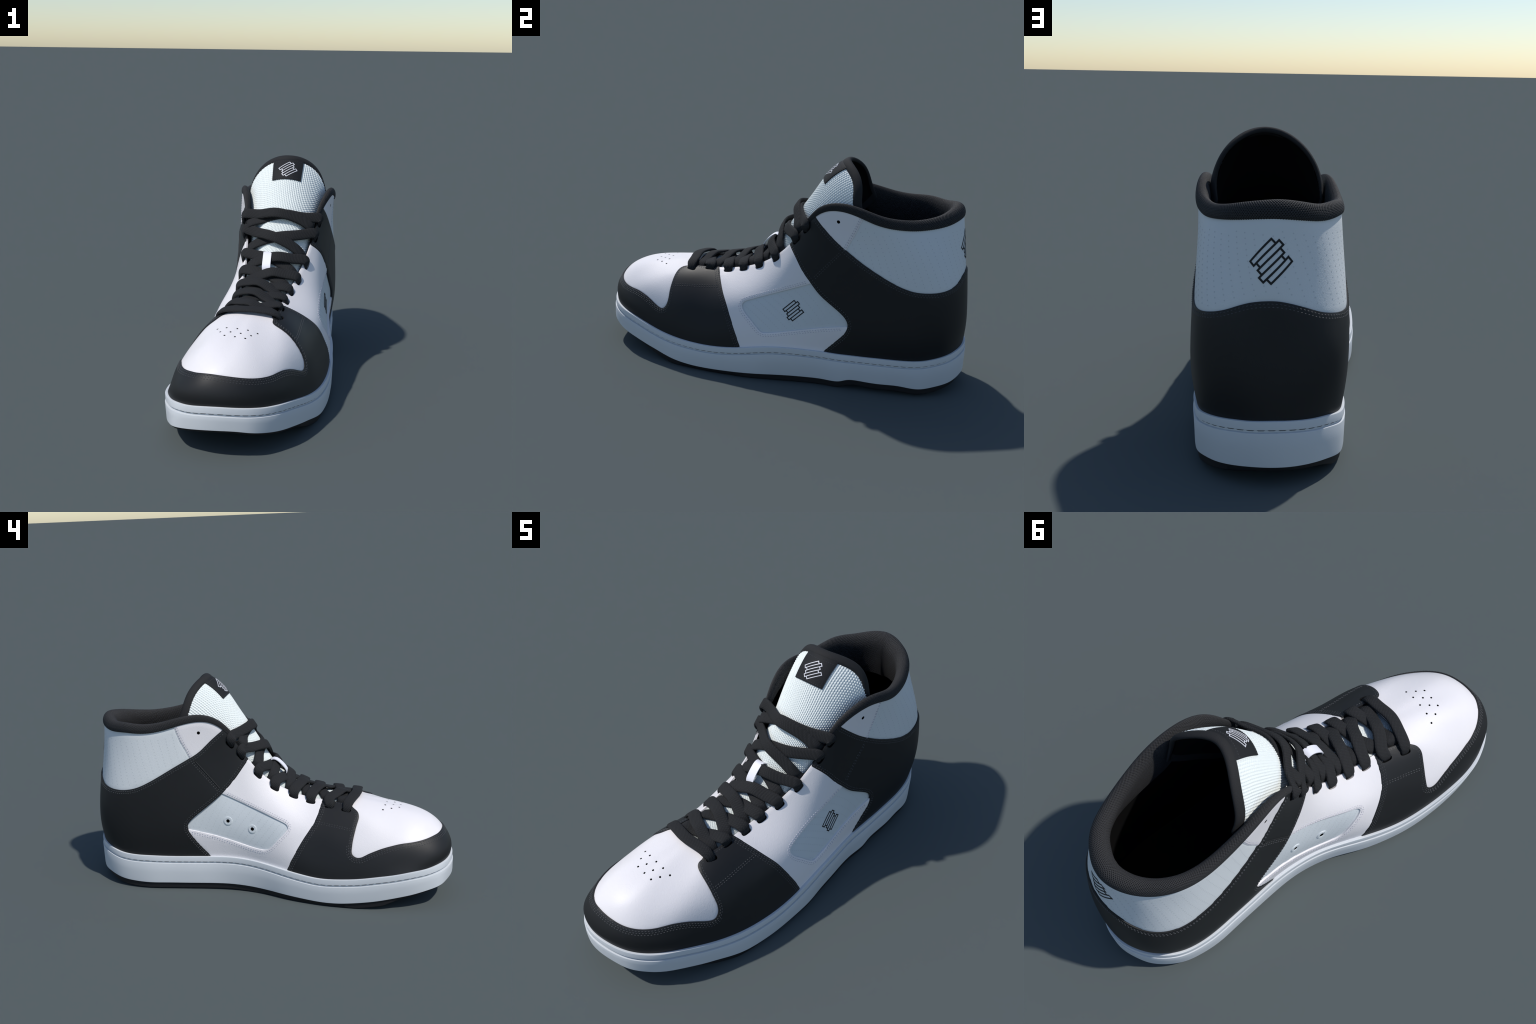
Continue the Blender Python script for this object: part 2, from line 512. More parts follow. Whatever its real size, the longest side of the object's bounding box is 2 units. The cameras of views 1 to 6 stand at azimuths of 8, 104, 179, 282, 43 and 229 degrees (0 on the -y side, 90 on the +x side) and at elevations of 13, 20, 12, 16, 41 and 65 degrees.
def panel(name, outline, mat, h, centre, holes=(), parent=None, grid=0.0105, skirt=0.012, soft=0.0028):
    """a leather piece: outline (list of (s, t) runs joined end to end), raised h above the base surface"""
    loops = [np.concatenate([wrap(o, centre) for o in outline])] + [wrap(o, centre) for o in holes]
    sc = np.array([SL, TL])
    clean = []
    for L in loops:
        X = L * sc
        keep = [0]
        for i in range(1, len(X)):
            if np.linalg.norm(X[i] - X[keep[-1]]) > 0.0022:
                keep.append(i)
        if np.linalg.norm(X[keep[-1]] - X[keep[0]]) < 0.0022:
            keep.pop()
        clean.append(X[keep])
    lo, hi = clean[0].min(0), clean[0].max(0)
    gx, gy = np.meshgrid(np.arange(lo[0], hi[0], grid), np.arange(lo[1], hi[1], grid))
    gx = gx + (np.arange(gx.shape[0]) % 2)[:, None] * grid * 0.5
    pts = np.stack([gx.ravel(), gy.ravel()], 1)
    pts = pts[inside(clean[0], pts)]
    for L in clean[1:]:
        pts = pts[~inside(L, pts)]
    for L in clean:
        pts = pts[seg_dist(L, pts) > 0.0045]
    verts = [Vector(p) for L in clean for p in L] + [Vector(p) for p in pts]
    nb = sum(len(L) for L in clean)
    edges, k = [], 0
    for L in clean:
        edges += [(k + i, k + (i + 1) % len(L)) for i in range(len(L))]
        k += len(L)
    V, E, F, ov, oe, of = delaunay_2d_cdt(verts, edges, [], 0, 1e-7)
    V = np.array([tuple(v) for v in V])
    F = np.array([f for f in F if len(f) == 3])
    cen = V[F].mean(1)
    ok = inside(clean[0], cen)
    for L in clean[1:]:
        ok &= ~inside(L, cen)
    F = F[ok]
    n0 = len(clean[0])
    rim = np.array([any(o < n0 for o in src) for src in ov])
    lip = np.array([any(n0 <= o < nb for o in src) for src in ov])
    st = V / sc
    top = on_upper(st, np.where(rim, h - soft, np.where(lip, h - .0004, h)))
    A, B = V[F[:, 1]] - V[F[:, 0]], V[F[:, 2]] - V[F[:, 0]]
    turn = A[:, 0] * B[:, 1] - A[:, 1] * B[:, 0] < 0
    F[turn] = F[turn][:, ::-1]
    # skirt: drop the outline below the base surface
    from collections import Counter
    cnt = Counter()
    for f in F:
        for i in range(3):
            cnt[(f[i], f[(i + 1) % 3])] += 1
    border = [e for e in cnt if (e[1], e[0]) not in cnt]
    used = sorted({i for e in border for i in e})
    low = {i: len(V) + k for k, i in enumerate(used)}
    down = on_upper(st[used], max(h - skirt, -.009))
    faces = [tuple(f) for f in F] + [(b, a, low[a], low[b]) for a, b in border]
    ob = add_mesh(name, np.concatenate([top, down]), faces, mat, parent, sharp=50)
    return ob


def dashes(pile, P, N, length=0.0085, gap=0.0055, width=0.0030, high=0.0016, wob=0.15):
    """row of stitches along a polyline P with surface normals N"""
    L = np.r_[0, np.cumsum(np.linalg.norm(np.diff(P, axis=0), axis=1))]
    x = gap * 0.5
    while x + length < L[-1]:
        a, m, b = (np.array([np.interp(x + k * length, L, P[:, c]) for c in range(3)]) for k in (0, .5, 1))
        n = unit(np.array([np.interp(x + length / 2, L, N[:, c]) for c in range(3)]))
        t = unit(b - a)
        w = np.cross(n, t) * width / 2
        q = (b - a) * 0.22
        v = [a - n * .0006, a + q - w, a + q + n * high, a + q + w, b - q - w, b - q + n * high, b - q + w, b - n * .0006]
        pile.add(v, [(0, 1, 2), (0, 2, 3), (1, 4, 5, 2), (2, 5, 6, 3), (4, 7, 5), (5, 7, 6)])
        x += (length + gap) * (1 + wob * (RNG.random() - .5) * .4)


def stitch_rows(pile, st, offsets, h, trim=0.0, **kw):
    for d in offsets:
        s2 = shift(st, d)
        if trim:
            P = on_upper(s2)
            L = np.r_[0, np.cumsum(np.linalg.norm(np.diff(P, axis=0), axis=1))]
            s2 = s2[(L > trim) & (L < L[-1] - trim)]
        s2 = s2[(s2[:, 1] < 1.0) & (s2[:, 1] > -0.03)]
        if len(s2) > 3:
            dashes(pile, on_upper(s2, h), U.N(s2[:, 0], s2[:, 1]), **kw)


# ---------------------------------------------------------------- seam lines (points read along each seam)
CAP = [(.100, -.512, .489), (.099, -.530, .484), (.107, -.546, .478), (.146, -.562, .460), (.200, -.569, .413), (.222, -.571, .384),
        (.237, -.571, .358), (.250, -.575, .328), (.255, -.584, .307), (.255, -.596, .294), (.251, -.611, .289), (.244, -.629, .292),
        (.228, -.663, .306), (.207, -.703, .324), (.185, -.745, .336), (.166, -.779, .341), (.139, -.827, .341), (.105, -.872, .343),
        (.059, -.912, .350), (.011, -.932, .357), (-.056, -.943, .366), (-.125, -.938, .369), (-.178, -.920, .364), (-.208, -.896, .359),
        (-.231, -.871, .354), (-.267, -.808, .345), (-.287, -.739, .339), (-.298, -.688, .329), (-.307, -.637, .315), (-.314, -.599, .301),
        (-.319, -.567, .287), (-.323, -.534, .271), (-.322, -.510, .270), (-.318, -.495, .278), (-.313, -.487, .289), (-.304, -.486, .306),
        (-.287, -.489, .337), (-.262, -.497, .377), (-.231, -.508, .419), (-.210, -.515, .442), (-.194, -.514, .456), (-.176, -.504, .470),
        (-.158, -.484, .480), (-.140, -.470, .489)]
VAMP_OUTER = [(.114, -.326, .509), (.167, -.304, .481), (.215, -.281, .450), (.256, -.256, .415), (.288, -.229, .376), (.316, -.198, .312),
        (.337, -.168, .247), (.347, -.136, .168)]
VAMP_INNER = [(-.108, -.314, .510), (-.154, -.304, .474), (-.212, -.279, .411), (-.248, -.232, .341), (-.268, -.201, .292), (-.277, -.173, .241),
        (-.272, -.140, .168)]
STRAP_OUTER = [(.225, .087, .721), (.274, .133, .666), (.294, .173, .608), (.305, .216, .559), (.313, .257, .513), (.318, .311, .469),
        (.324, .383, .417), (.327, .409, .390), (.328, .420, .363), (.327, .418, .341), (.325, .407, .315), (.321, .376, .276),
        (.316, .338, .235), (.314, .300, .194)]
STRAP_INNER = [(-.115, .084, .727), (-.135, .112, .686), (-.155, .155, .626), (-.178, .217, .558), (-.191, .272, .509), (-.201, .347, .449),
        (-.208, .399, .403), (-.210, .414, .379), (-.209, .414, .355), (-.206, .400, .326), (-.195, .350, .256), (-.185, .300, .197)]
COUNTER = [(.275, .222, .898), (.294, .282, .839), (.303, .335, .792), (.309, .388, .752), (.316, .466, .699), (.320, .551, .650), (.320, .635, .608),
           (.316, .717, .579), (.303, .793, .571), (.262, .878, .578), (.201, .920, .595), (.163, .934, .611), (.119, .947, .628), (.075, .955, .636),
           (.031, .955, .636), (-.020, .945, .624), (-.073, .926, .604), (-.112, .905, .588), (-.177, .843, .572), (-.207, .777, .571),
           (-.217, .717, .580), (-.218, .668, .596), (-.214, .571, .646), (-.202, .479, .700), (-.182, .385, .753), (-.169, .336, .785),
           (-.155, .281, .837), (-.137, .210, .897)]
WINDOW_OUTER = [(.304, .232, .560), (.287, .049, .479), (.288, -.119, .410), (.291, -.138, .398), (.296, -.143, .383), (.306, -.130, .357), (.321, -.087, .316),
                (.333, -.041, .272), (.335, -.023, .262), (.335, -.004, .262), (.326, .209, .307), (.325, .429, .353)]
WINDOW_INNER = [(-.176, .232, .559), (-.181, .068, .486), (-.218, -.109, .415), (-.223, -.132, .403), (-.229, -.142, .388), (-.234, -.138, .375),
                (-.242, -.097, .330), (-.242, -.058, .287), (-.239, -.039, .269), (-.231, -.013, .259), (-.193, .145, .287), (-.195, .286, .323), (-.208, .430, .356)]
ANKLE_OUTER = [(.323, .476, .949), (.321, .467, .929), (.314, .433, .845), (.309, .392, .757), (.309, .384, .735)]
ANKLE_INNER = [(-.189, .470, .939), (-.189, .462, .922), (-.189, .443, .867), (-.187, .420, .817), (-.182, .385, .745)]
JOINT_OUTER = [(.302, .223, .568), (.305, .300, .661), (.308, .375, .748)]
JOINT_INNER = [(-.175, .221, .557), (-.175, .305, .658), (-.182, .385, .753)]
FACING_OUTER = [(.206, -.560, .409), (.215, -.430, .425), (.222, -.283, .440)]
FACING_INNER = [(-.209, -.288, .412), (-.231, -.395, .401), (-.252, -.492, .387)]
EYELETS_OUTER = [(.130, -.481, .491), (.126, -.377, .503), (.146, -.271, .517), (.157, -.180, .534), (.183, -.086, .568), (.213, .013, .629), (.247, .125, .752), (.252, .185, .821)]
EYELETS_INNER = [(-.172, -.446, .472), (-.151, -.355, .486), (-.134, -.253, .507), (-.129, -.161, .534), (-.131, -.060, .577), (-.123, .032, .645), (-.133, .120, .753), (-.129, .177, .816)]
TOE_VENTS = [(-.141, -.636), (-.095, -.644), (-.048, -.650), (.000, -.655), (.047, -.659), (-.120, -.679), (-.073, -.686), (-.026, -.691), (.022, -.695),
             (-.095, -.719), (-.047, -.725), (.001, -.730)]


def slot(p, along, across, n=20, pw=3.0):
    """rounded slot outline on the upper; long axis follows the throat edge"""
    st = U.nearest(p)[0]
    a, b = U.D(st[:1], st[1:])
    N = U.N(st[:1], st[1:])[0]
    ds = U.S(st[:1] + .004, [1.0]) - U.S(st[:1] - .004, [1.0])
    T = unit(ds[0] - N * (ds[0] @ N))
    B = np.cross(N, T)
    c = on_upper(st)[0]
    th = np.linspace(0, 2 * np.pi, n, endpoint=False)
    r = (np.abs(np.cos(th)) ** pw + np.abs(np.sin(th)) ** pw) ** (-1 / pw)
    return U.nearest(c + np.outer(r * np.cos(th) * along / 2, T) + np.outer(r * np.sin(th) * across / 2, B))


def round_hole(p, radius, n=14):
    st = U.nearest(p)[0]
    N = U.N(st[:1], st[1:])[0]
    T = unit(np.cross(N, (0.3, 0.2, 1.0)))
    B = np.cross(N, T)
    th = np.linspace(0, 2 * np.pi, n, endpoint=False)
    return U.nearest(on_upper(st)[0] + radius * (np.outer(np.cos(th), T) + np.outer(np.sin(th), B)))


def to_edge(st):
    """prolong a seam to the throat or collar edge"""
    return np.array([[st[0], EDGE]])


def to_foot(st):
    return np.array([[st[0], FOOT]])


cap, vo, vi = seam(CAP), seam(VAMP_OUTER), seam(VAMP_INNER)
so, si, co = seam(STRAP_OUTER), seam(STRAP_INNER), seam(COUNTER)
wo, wi = seam(WINDOW_OUTER), seam(WINDOW_INNER)
ao, ai = seam(ANKLE_OUTER), seam(ANKLE_INNER)
H_TOE, H_WHITE, H_GREY, H_PATCH, H_BLACK = .001, .0050, -.0045, .0045, .0075

eye_o = [slot(p, .052, .025) for p in EYELETS_OUTER]
eye_i = [slot(p, .052, .025) for p in EYELETS_INNER]

# --- toe box: the white field inside the black mudguard, with its twelve vent holes
vents = []
for x, y in TOE_VENTS:
    vents.append(round_hole((x, y, .47), .0050))
out = shift(cap, -.010)
if np.abs(((on_upper(out) - on_upper(cap).mean(0)) ** 2).sum(1)).sum() < np.abs(((on_upper(cap) - on_upper(cap).mean(0)) ** 2).sum(1)).sum():
    out = shift(cap, .010)
CAP_OUT = -1 if np.allclose(out, shift(cap, -.010)) else 1
panel("toe_box", [to_edge(wrap(out, 0)[0]), wrap(out, 0), to_edge(wrap(out, 0)[-1]), run(wrap(out, 0)[-1][0], wrap(out, 0)[0][0], EDGE)],
      "white", H_TOE, 0.0, holes=vents)

# --- mudguard with eyestay: black, wraps round the toe
c0, o0, i0 = wrap(cap, 0), wrap(vo, 0), wrap(vi, 0)
panel("mudguard", [to_edge(c0[0]), c0, to_edge(c0[-1]), run(c0[-1][0], i0[0][0], EDGE), i0, to_foot(i0[-1]), run(i0[-1][0], o0[-1][0], FOOT), o0[::-1],
                   run(o0[0][0], c0[0][0], EDGE)], "black", H_BLACK, 0.0, holes=eye_o[:2] + eye_i[:2])


# --- white quarters, each open round the grey window
# left of a seam seen from outside: decide the sign once from geometry
def side_sign(st, toward):
    q = on_upper(shift(st, .01)).mean(0) - on_upper(st).mean(0)
    return 1.0 if q @ np.asarray(toward, float) > 0 else -1.0


FWD_VO, FWD_VI = side_sign(vo, (0, -1, 0)), side_sign(vi, (0, -1, 0))
FWD_SO, FWD_SI = side_sign(so, (0, -1, 0)), side_sign(si, (0, -1, 0))


def quarter(name, v, s, w, eyes, fv, fs):
    v2, s2 = shift(v, .010 * fv), shift(s, -.010 * fs)
    P = on_upper(s2)
    cut0 = int(np.argmin(((P - on_upper(w[:1])[0]) ** 2).sum(1)))
    cut1 = int(np.argmin(((P - on_upper(w[-1:])[0]) ** 2).sum(1)))
    return panel(name, [v2[::-1], run(v2[0][0], s2[0][0], EDGE), s2[:cut0], w, s2[cut1 + 1:], to_foot(s2[-1]), run(s2[-1][0], v2[-1][0], FOOT)],
                 "white", H_WHITE, float(v[:, 0].mean()), holes=eyes)


quarter("quarter_panel", vo, so, wo, eye_o[2:6], FWD_VO, FWD_SO)
quarter("quarter_panel", vi, si, wi, eye_i[2:6], FWD_VI, FWD_SI)

# --- grey windows lie lower, under the quarter edge
BACK_OUTER = [(.324, .446, .385), (.319, .370, .475), (.310, .285, .555), (.305, .250, .575)]
BACK_INNER = [(-.207, .446, .385), (-.199, .365, .475), (-.183, .285, .555), (-.177, .250, .575)]


def grow(st, d):
    a, b = shift(st, d), shift(st, -d)
    c = on_upper(st).mean(0)
    return a if ((on_upper(a) - c) ** 2).sum() > ((on_upper(b) - c) ** 2).sum() else b


RIVETS = [(-.192, .192, .403), (-.207, .056, .366)]
panel("side_window", [grow(wo, .010), seam(BACK_OUTER)], "inset", H_GREY, float(wo[:, 0].mean()))
panel("side_window", [grow(wi, .010), seam(BACK_INNER)], "inset", H_GREY, float(wi[:, 0].mean()), holes=[round_hole(p, .0125, 18) for p in RIVETS])

# --- grey ankle panel round the heel, white ankle patches over its front ends
UP_CO = side_sign(co[len(co) // 3:len(co) // 2], (0, 0, 1))
low = shift(co, -.010 * UP_CO)
ka = int(np.argmin(((on_upper(low) - on_upper(ao[-1:])[0]) ** 2).sum(1)))
kb = int(np.argmin(((on_upper(low) - on_upper(ai[-1:])[0]) ** 2).sum(1)))
fo, fi = side_sign(ao, (0, -1, 0)), side_sign(ai, (0, -1, 0))
ao2, ai2 = shift(ao, .010 * fo), shift(ai, .010 * fi)
panel("ankle_panel", [to_edge(ao2[0]), ao2, low[ka - 1:kb + 2], ai2[::-1], to_edge(ai2[0]), run(ai2[0][0], ao2[0][0], EDGE)], "grey", H_GREY + .0045, 0.5)
for st_s, st_c, hole in ((ao, low[:ka + 1], (.307, .344, .893)), (ai, low[kb:][::-1], (-.167, .336, .887))):
    panel("ankle_patch", [to_edge(st_s[0]), st_s, st_c[::-1], to_edge(st_c[0]), run(st_c[0][0], st_s[0][0], EDGE)], "white", H_PATCH, float(st_s[0][0]),
          holes=[round_hole(hole, .0088, 16)])

# --- heel counter and ankle straps: one black piece round the back
panel("heel_counter", [to_edge(so[0]), so, to_foot(so[-1]), run(so[-1][0], si[-1][0], FOOT), si[::-1], to_edge(si[0]), run(si[0][0], co[-1][0], EDGE),
                       co[::-1], run(co[0][0], so[0][0], EDGE)], "black", H_BLACK, 0.5, holes=eye_o[6:] + eye_i[6:])

# --- dark lining behind everything
g_s, g_t = 300, 26
SS, TT = np.meshgrid(np.arange(g_s) / g_s, np.linspace(-.08, 1.0, g_t), indexing="ij")
lin = on_upper(np.stack([SS.ravel(), TT.ravel()], 1), -.012)
add_mesh("lining", lin, grid_faces(g_s, g_t, close_u=True), "lining")

# ---------------------------------------------------------------- stitching, perforations, rivets
IN_CAP = float(CAP_OUT)
p_black, p_white = Pile(), Pile()
stitch_rows(p_black, cap, [IN_CAP * d for d in (.008, .017)], H_BLACK)
mid_cap = cap[int(len(cap) * .17):int(len(cap) * .86)]
stitch_rows(p_black, mid_cap, [IN_CAP * .026], H_BLACK)
stitch_rows(p_black, vo, [FWD_VO * d for d in (.008, .017, .026)], H_BLACK)
stitch_rows(p_black, vi, [FWD_VI * d for d in (.008, .017, .026)], H_BLACK)
stitch_rows(p_black, so, [-FWD_SO * d for d in (.0085, .0185)], H_BLACK)
stitch_rows(p_black, si, [-FWD_SI * d for d in (.0085, .0185)], H_BLACK)
stitch_rows(p_black, co, [-UP_CO * d for d in (.0085, .019)], H_BLACK)
for J, rows in ((JOINT_OUTER, (-.005, .005)), (JOINT_INNER, (.002, .012))):
    stitch_rows(p_black, seam(J), rows, H_BLACK, trim=.02)
for J in (FACING_OUTER, FACING_INNER):
    stitch_rows(p_black, seam(J), (-.005, .005), H_BLACK, trim=.012)
for a, b in ((c0[0][0], o0[0][0]), (i0[0][0], c0[-1][0])):
    e = run(a, b, .972)
    dashes(p_black, on_upper(e, H_BLACK), U.N(e[:, 0], e[:, 1]))
jp = shift(seam(JOINT_INNER), -.006)
jp = jp[4:-5]
P, N = on_upper(jp, H_BLACK + .0002), U.N(jp[:, 0], jp[:, 1])
B = unit(np.cross(N, unit(np.gradient(P, axis=0))))
V = np.stack([P + B * (.0038 * math.cos(a)) + N * (.0032 * math.sin(a)) for a in np.linspace(0, 2 * math.pi, 10, endpoint=False)], 1).reshape(-1, 3)
add_mesh("seam_piping", V, grid_faces(len(P), 10, close_v=True), "black")
add_mesh("dark_stitching", p_black.v, p_black.f, "thread_dark", stuff=True, smooth=False)


def window_rows(w, s):
    P = on_upper(w)
    sgn = 1.0 if np.allclose(grow(w, .01), shift(w, .01)) else -1.0
    return [sgn * .0085, sgn * .0175]


stitch_rows(p_white, wo, window_rows(wo, so), H_WHITE, trim=.03)
stitch_rows(p_white, wi, window_rows(wi, si), H_WHITE, trim=.03)
stitch_rows(p_white, ao, [fo * d for d in (.007, .015)], H_PATCH)
stitch_rows(p_white, ai, [fi * d for d in (.007, .015)], H_PATCH)
add_mesh("light_stitching", p_white.v, p_white.f, "thread_light", stuff=True, smooth=False)


def perforate(pile, st_poly, centre, h, avoid=(), a=(.037, .0035), b=(.0045, .0170), radius=.0026):
    """lattice of small flat discs drawing shaded perforations over a panel, laid out along the surface"""
    poly = wrap(st_poly, centre)
    lo, hi = poly.min(0), poly.max(0)
    pts = []
    for i in range(-90, 91):
        for j in range(-80, 81):
            pts.append((centre + (i * a[0] + j * b[0]) / SL, .55 + (i * a[1] + j * b[1]) / .70))
    pts = np.array(pts)
    pts = pts[(pts[:, 0] > lo[0]) & (pts[:, 0] < hi[0]) & (pts[:, 1] > lo[1]) & (pts[:, 1] < hi[1])]
    sc = np.array([SL, TL])
    pts = pts[inside(poly * sc, pts * sc)]
    pts = pts[seg_dist(poly * sc, pts * sc) > .010]
    P, N = on_upper(pts, h), U.N(pts[:, 0], pts[:, 1])
    for p, n in zip(P, N):
        if any(np.linalg.norm(p - np.array(q)) < r for q, r in avoid):
            continue
        t = unit(np.cross(n, (.1, .2, 1)))
        u = np.cross(n, t)
        ring = [p + n * .0005 + radius * (math.cos(k) * t + math.sin(k) * u) for k in np.linspace(0, 2 * math.pi, 8, endpoint=False)]
        pile.add(ring, [tuple(range(8))])


dots = Pile()
win_o_poly = np.concatenate([wo, so[int(np.argmin(((on_upper(so) - on_upper(wo[:1])[0]) ** 2).sum(1))):int(np.argmin(((on_upper(so) - on_upper(wo[-1:])[0]) ** 2).sum(1)))][::-1]])
win_i_poly = np.concatenate([wi, si[int(np.argmin(((on_upper(si) - on_upper(wi[:1])[0]) ** 2).sum(1))):int(np.argmin(((on_upper(si) - on_upper(wi[-1:])[0]) ** 2).sum(1)))][::-1]])
perforate(dots, win_o_poly, float(wo[:, 0].mean()), H_GREY, a=(.037, .0075), b=(-.0110, .0150))
perforate(dots, win_i_poly, float(wi[:, 0].mean()), H_GREY, avoid=[(p, .036) for p in RIVETS], a=(.034, -.002), b=(.0080, .0172))
perforate(dots, np.concatenate([[[ao[0][0], .96]], ao, co[ka:kb], ai[::-1], [[ai[0][0], .96]], run(ai[0][0], ao[0][0], .96)]), 0.5, H_GREY + .0045, a=(.039, -.0035), b=(-.0060, .0168))
add_mesh("perforation_shade_disc", dots.v, dots.f, "dot", stuff=True, smooth=False)


def ring_on(p, profile, n=36):
    """surface of revolution standing on the upper at p; profile = (radius, height) pairs"""
    st = U.nearest(p)[0]
    N = U.N(st[:1], st[1:])[0]
    T = unit(np.cross(N, (0, 0, 1)))
    B = np.cross(N, T)
    c = on_upper(st)[0]
    th = np.linspace(0, 2 * np.pi, n, endpoint=False)
    V = []
    for k in th:
        for r, z in profile:
            V.append(c + r * (math.cos(k) * T + math.sin(k) * B) + z * N)
    return V, grid_faces(n, len(profile), close_u=True, flip=True)


for p in RIVETS:
    V, F = ring_on(p, [(.0092, -.010), (.0096, .0004), (.0102, .0012), (.0128, .0014), (.0137, .0001), (.0146, .0001), (.0154, .0014), (.0198, .0016), (.0206, .0003), (.0214, .0003), (.0222, .0012), (.0236, .0006), (.0242, -.004)])
    V = [v - .0028 * U.N(*U.nearest(p).T)[0] for v in V]
    add_mesh("vent_eyelet", V, F, "inset", smooth=True)
for p, r, z in [(p, .0096, -.0026) for p in RIVETS] + [(p, .0092, H_PATCH - .0012) for p in ((.307, .344, .893), (-.167, .336, .887))] + [((x, y, .47), .0052, H_TOE - .0008) for x, y in TOE_VENTS]:
    V, F = ring_on(p, [(.0, z), (r, z), (r, -.012)], 16)
    add_mesh("vent_hole", V, F, "hole", smooth=False)

# ---------------------------------------------------------------- bar emblem: five stepped bars drawn as outlines
BARS = [(-.0490, .0480), (-.0370, .0620), (-.0486, .0480), (-.0610, .0350), (-.0470, .0490)]
PITCH, LINE = .0193, .0064


def emblem(place, scale, turn, line=LINE):
    """place(p, q) puts flat emblem coordinates on a surface and returns point, normal"""
    pile = Pile()
    ca, sa = math.cos(turn), math.sin(turn)

    def strip(a0, b0, a1, b1):
        n = max(2, int(math.hypot(a1 - a0, b1 - b0) / .006) + 1)
        d = unit(np.array([a1 - a0, b1 - b0]))
        w = np.array([-d[1], d[0]]) * line / 2
        V, F = [], []
        for k in range(n):
            f = k / (n - 1)
            c = np.array([a0 + (a1 - a0) * f, b0 + (b1 - b0) * f])
            if k == 0:
                c = c - d * line / 2
            if k == n - 1:
                c = c + d * line / 2
            for q, z in ((c + w, -.002), (c + w, .0012), (c - w, .0012), (c - w, -.002)):
                q = q * scale
                P, N = place(q[0] * ca - q[1] * sa, q[0] * sa + q[1] * ca)
                V.append(P + N * z)
        for k in range(n - 1):
            for j in range(3):
                F.append((k * 4 + j, k * 4 + j + 1, k * 4 + 5 + j, k * 4 + 4 + j))
        F += [(3, 2, 1, 0), tuple((n - 1) * 4 + j for j in range(4))]
        pile.add(V, F)

    for i, (a0, a1) in enumerate(BARS):
        b0, b1 = (2.5 - i) * PITCH, (1.5 - i) * PITCH
        strip(a0, b0, a1, b0)
        strip(a0, b1, a1, b1)
        strip(a0, b0, a0, b1)
        strip(a1, b0, a1, b1)
    return pile


def place_on_upper(p, right, h):
    st0 = U.nearest(p)[0]
    N0 = U.N(st0[:1], st0[1:])[0]
    R = unit(np.asarray(right, float) - N0 * (N0 @ np.asarray(right, float)))
    Q = np.cross(N0, R)
    c = on_upper(st0)[0]

    def f(x, y):
        st = U.nearest(c + x * R + y * Q)[0]
        return on_upper(st, h)[0], U.N(st[:1], st[1:])[0]
    return f


e = emblem(place_on_upper((.053, .946, .766), (-1, 0, 0), H_GREY + .0045), 1.08, math.radians(45))
add_mesh("heel_emblem", e.v, e.f, "mark_black", smooth=False)
e = emblem(place_on_upper((.311, .133, .395), (0, 1, 0), H_GREY), .80, math.radians(44))
add_mesh("side_emblem", e.v, e.f, "mark_black", smooth=False)

# ---------------------------------------------------------------- sole
H = rim[:, 2:3] - foot[:, 2:3]


def wall(d, o):
    """point on the sidewall d metres under the rim, pushed out by o"""
    d = np.broadcast_to(d, H.shape)
    return rim + (foot - rim) * (d / H) + o * outw


Z = np.array([0, 0, 1.0])
rows = [seat - .030 * outw - .040 * Z, seat - .004 * outw - .001 * Z, rim - .004 * outw, rim - .001 * outw - .001 * Z, wall(.004, 0), wall(.0290, 0), wall(.0300, -.0012), wall(.0308, -.0068), wall(.0395, -.0068),
        wall(.0402, .0002), wall(.0408, .0024), wall(.0425, .0030), wall(H * .6, .002), wall(H - .008, .001), foot, foot - .020 * outw + .004 * Z]
V = np.stack(rows, 1).reshape(-1, 3)
mid = add_mesh("midsole", V, grid_faces(NS, len(rows), close_u=True, flip=True), "sole", sharp=32)

th = Pile()
g = wall(.0332, -.0064)
g = np.concatenate([g, g[:1]])
dashes(th, g, np.concatenate([outw, outw[:1]]), length=.030, gap=.0065, width=.0040, high=.0016, wob=.1)
add_mesh("sole_stitching", th.v, th.f, "thread_sole", parent=mid, stuff=True, smooth=False)

# black outsole: slightly inset, flat tread that curls up at the toe
drop = np.maximum(foot[:, 2] - np.interp(foot[:, 2], [.057, .075, .12], [.036, .016, .013]), 0.0)
base = foot.copy(); base[:, 2] = drop
cx = np.interp(foot[:, 1], [-1, -.8, -.5, -.1, .3, .7, 1], [-.06, -.06, -.05, .03, .06, .045, .03])


def pull(P, k):
    q = P.copy()
    q[:, 0] = cx + (P[:, 0] - cx) * k
    q[:, 1] = P[:, 1] * (1 - .10 * (1 - k))
    return q


def flat(P, d):
    q = P.copy()
    q[:, 2] = np.maximum(q[:, 2] - d, 0.0)
    return q


rows = [foot - .007 * outw + .006 * Z, foot - .007 * outw - .001 * Z, base - .009 * outw + .004 * Z, base - .013 * outw, flat(pull(base - .02 * outw, .80), .012), flat(pull(base - .02 * outw, .45), .020), flat(pull(base - .02 * outw, .02), .022)]
V = np.stack(rows, 1).reshape(-1, 3)
add_mesh("outsole", V, grid_faces(NS, len(rows), close_u=True, flip=True), "outsole", sharp=40)

# insole inside the shoe
rows = [seat - .013 * outw + .022 * Z, pull(seat - .03 * outw + .010 * Z, .6), pull(seat - .03 * outw + .010 * Z, .02)]
V = np.stack(rows, 1).reshape(-1, 3)
add_mesh("insole", V, grid_faces(NS, len(rows), close_u=True), "lining")

# ---------------------------------------------------------------- padded collar
s_a, s_b = float(U.nearest((.250, .166, .835))[0][0]), float(U.nearest((-.126, .158, .838))[0][0])
NC = 1300
cs = np.linspace(s_a, s_b, NC)
E0 = U.S(cs, np.full(NC, 1.0))
T = unit(np.gradient(E0, axis=0))
NN = U.N(cs, np.full(NC, .95))
NN = unit(NN - T * (NN * T).sum(1)[:, None])
UP = unit(np.cross(NN, T))
UP *= np.sign((UP[:, 2]).mean())
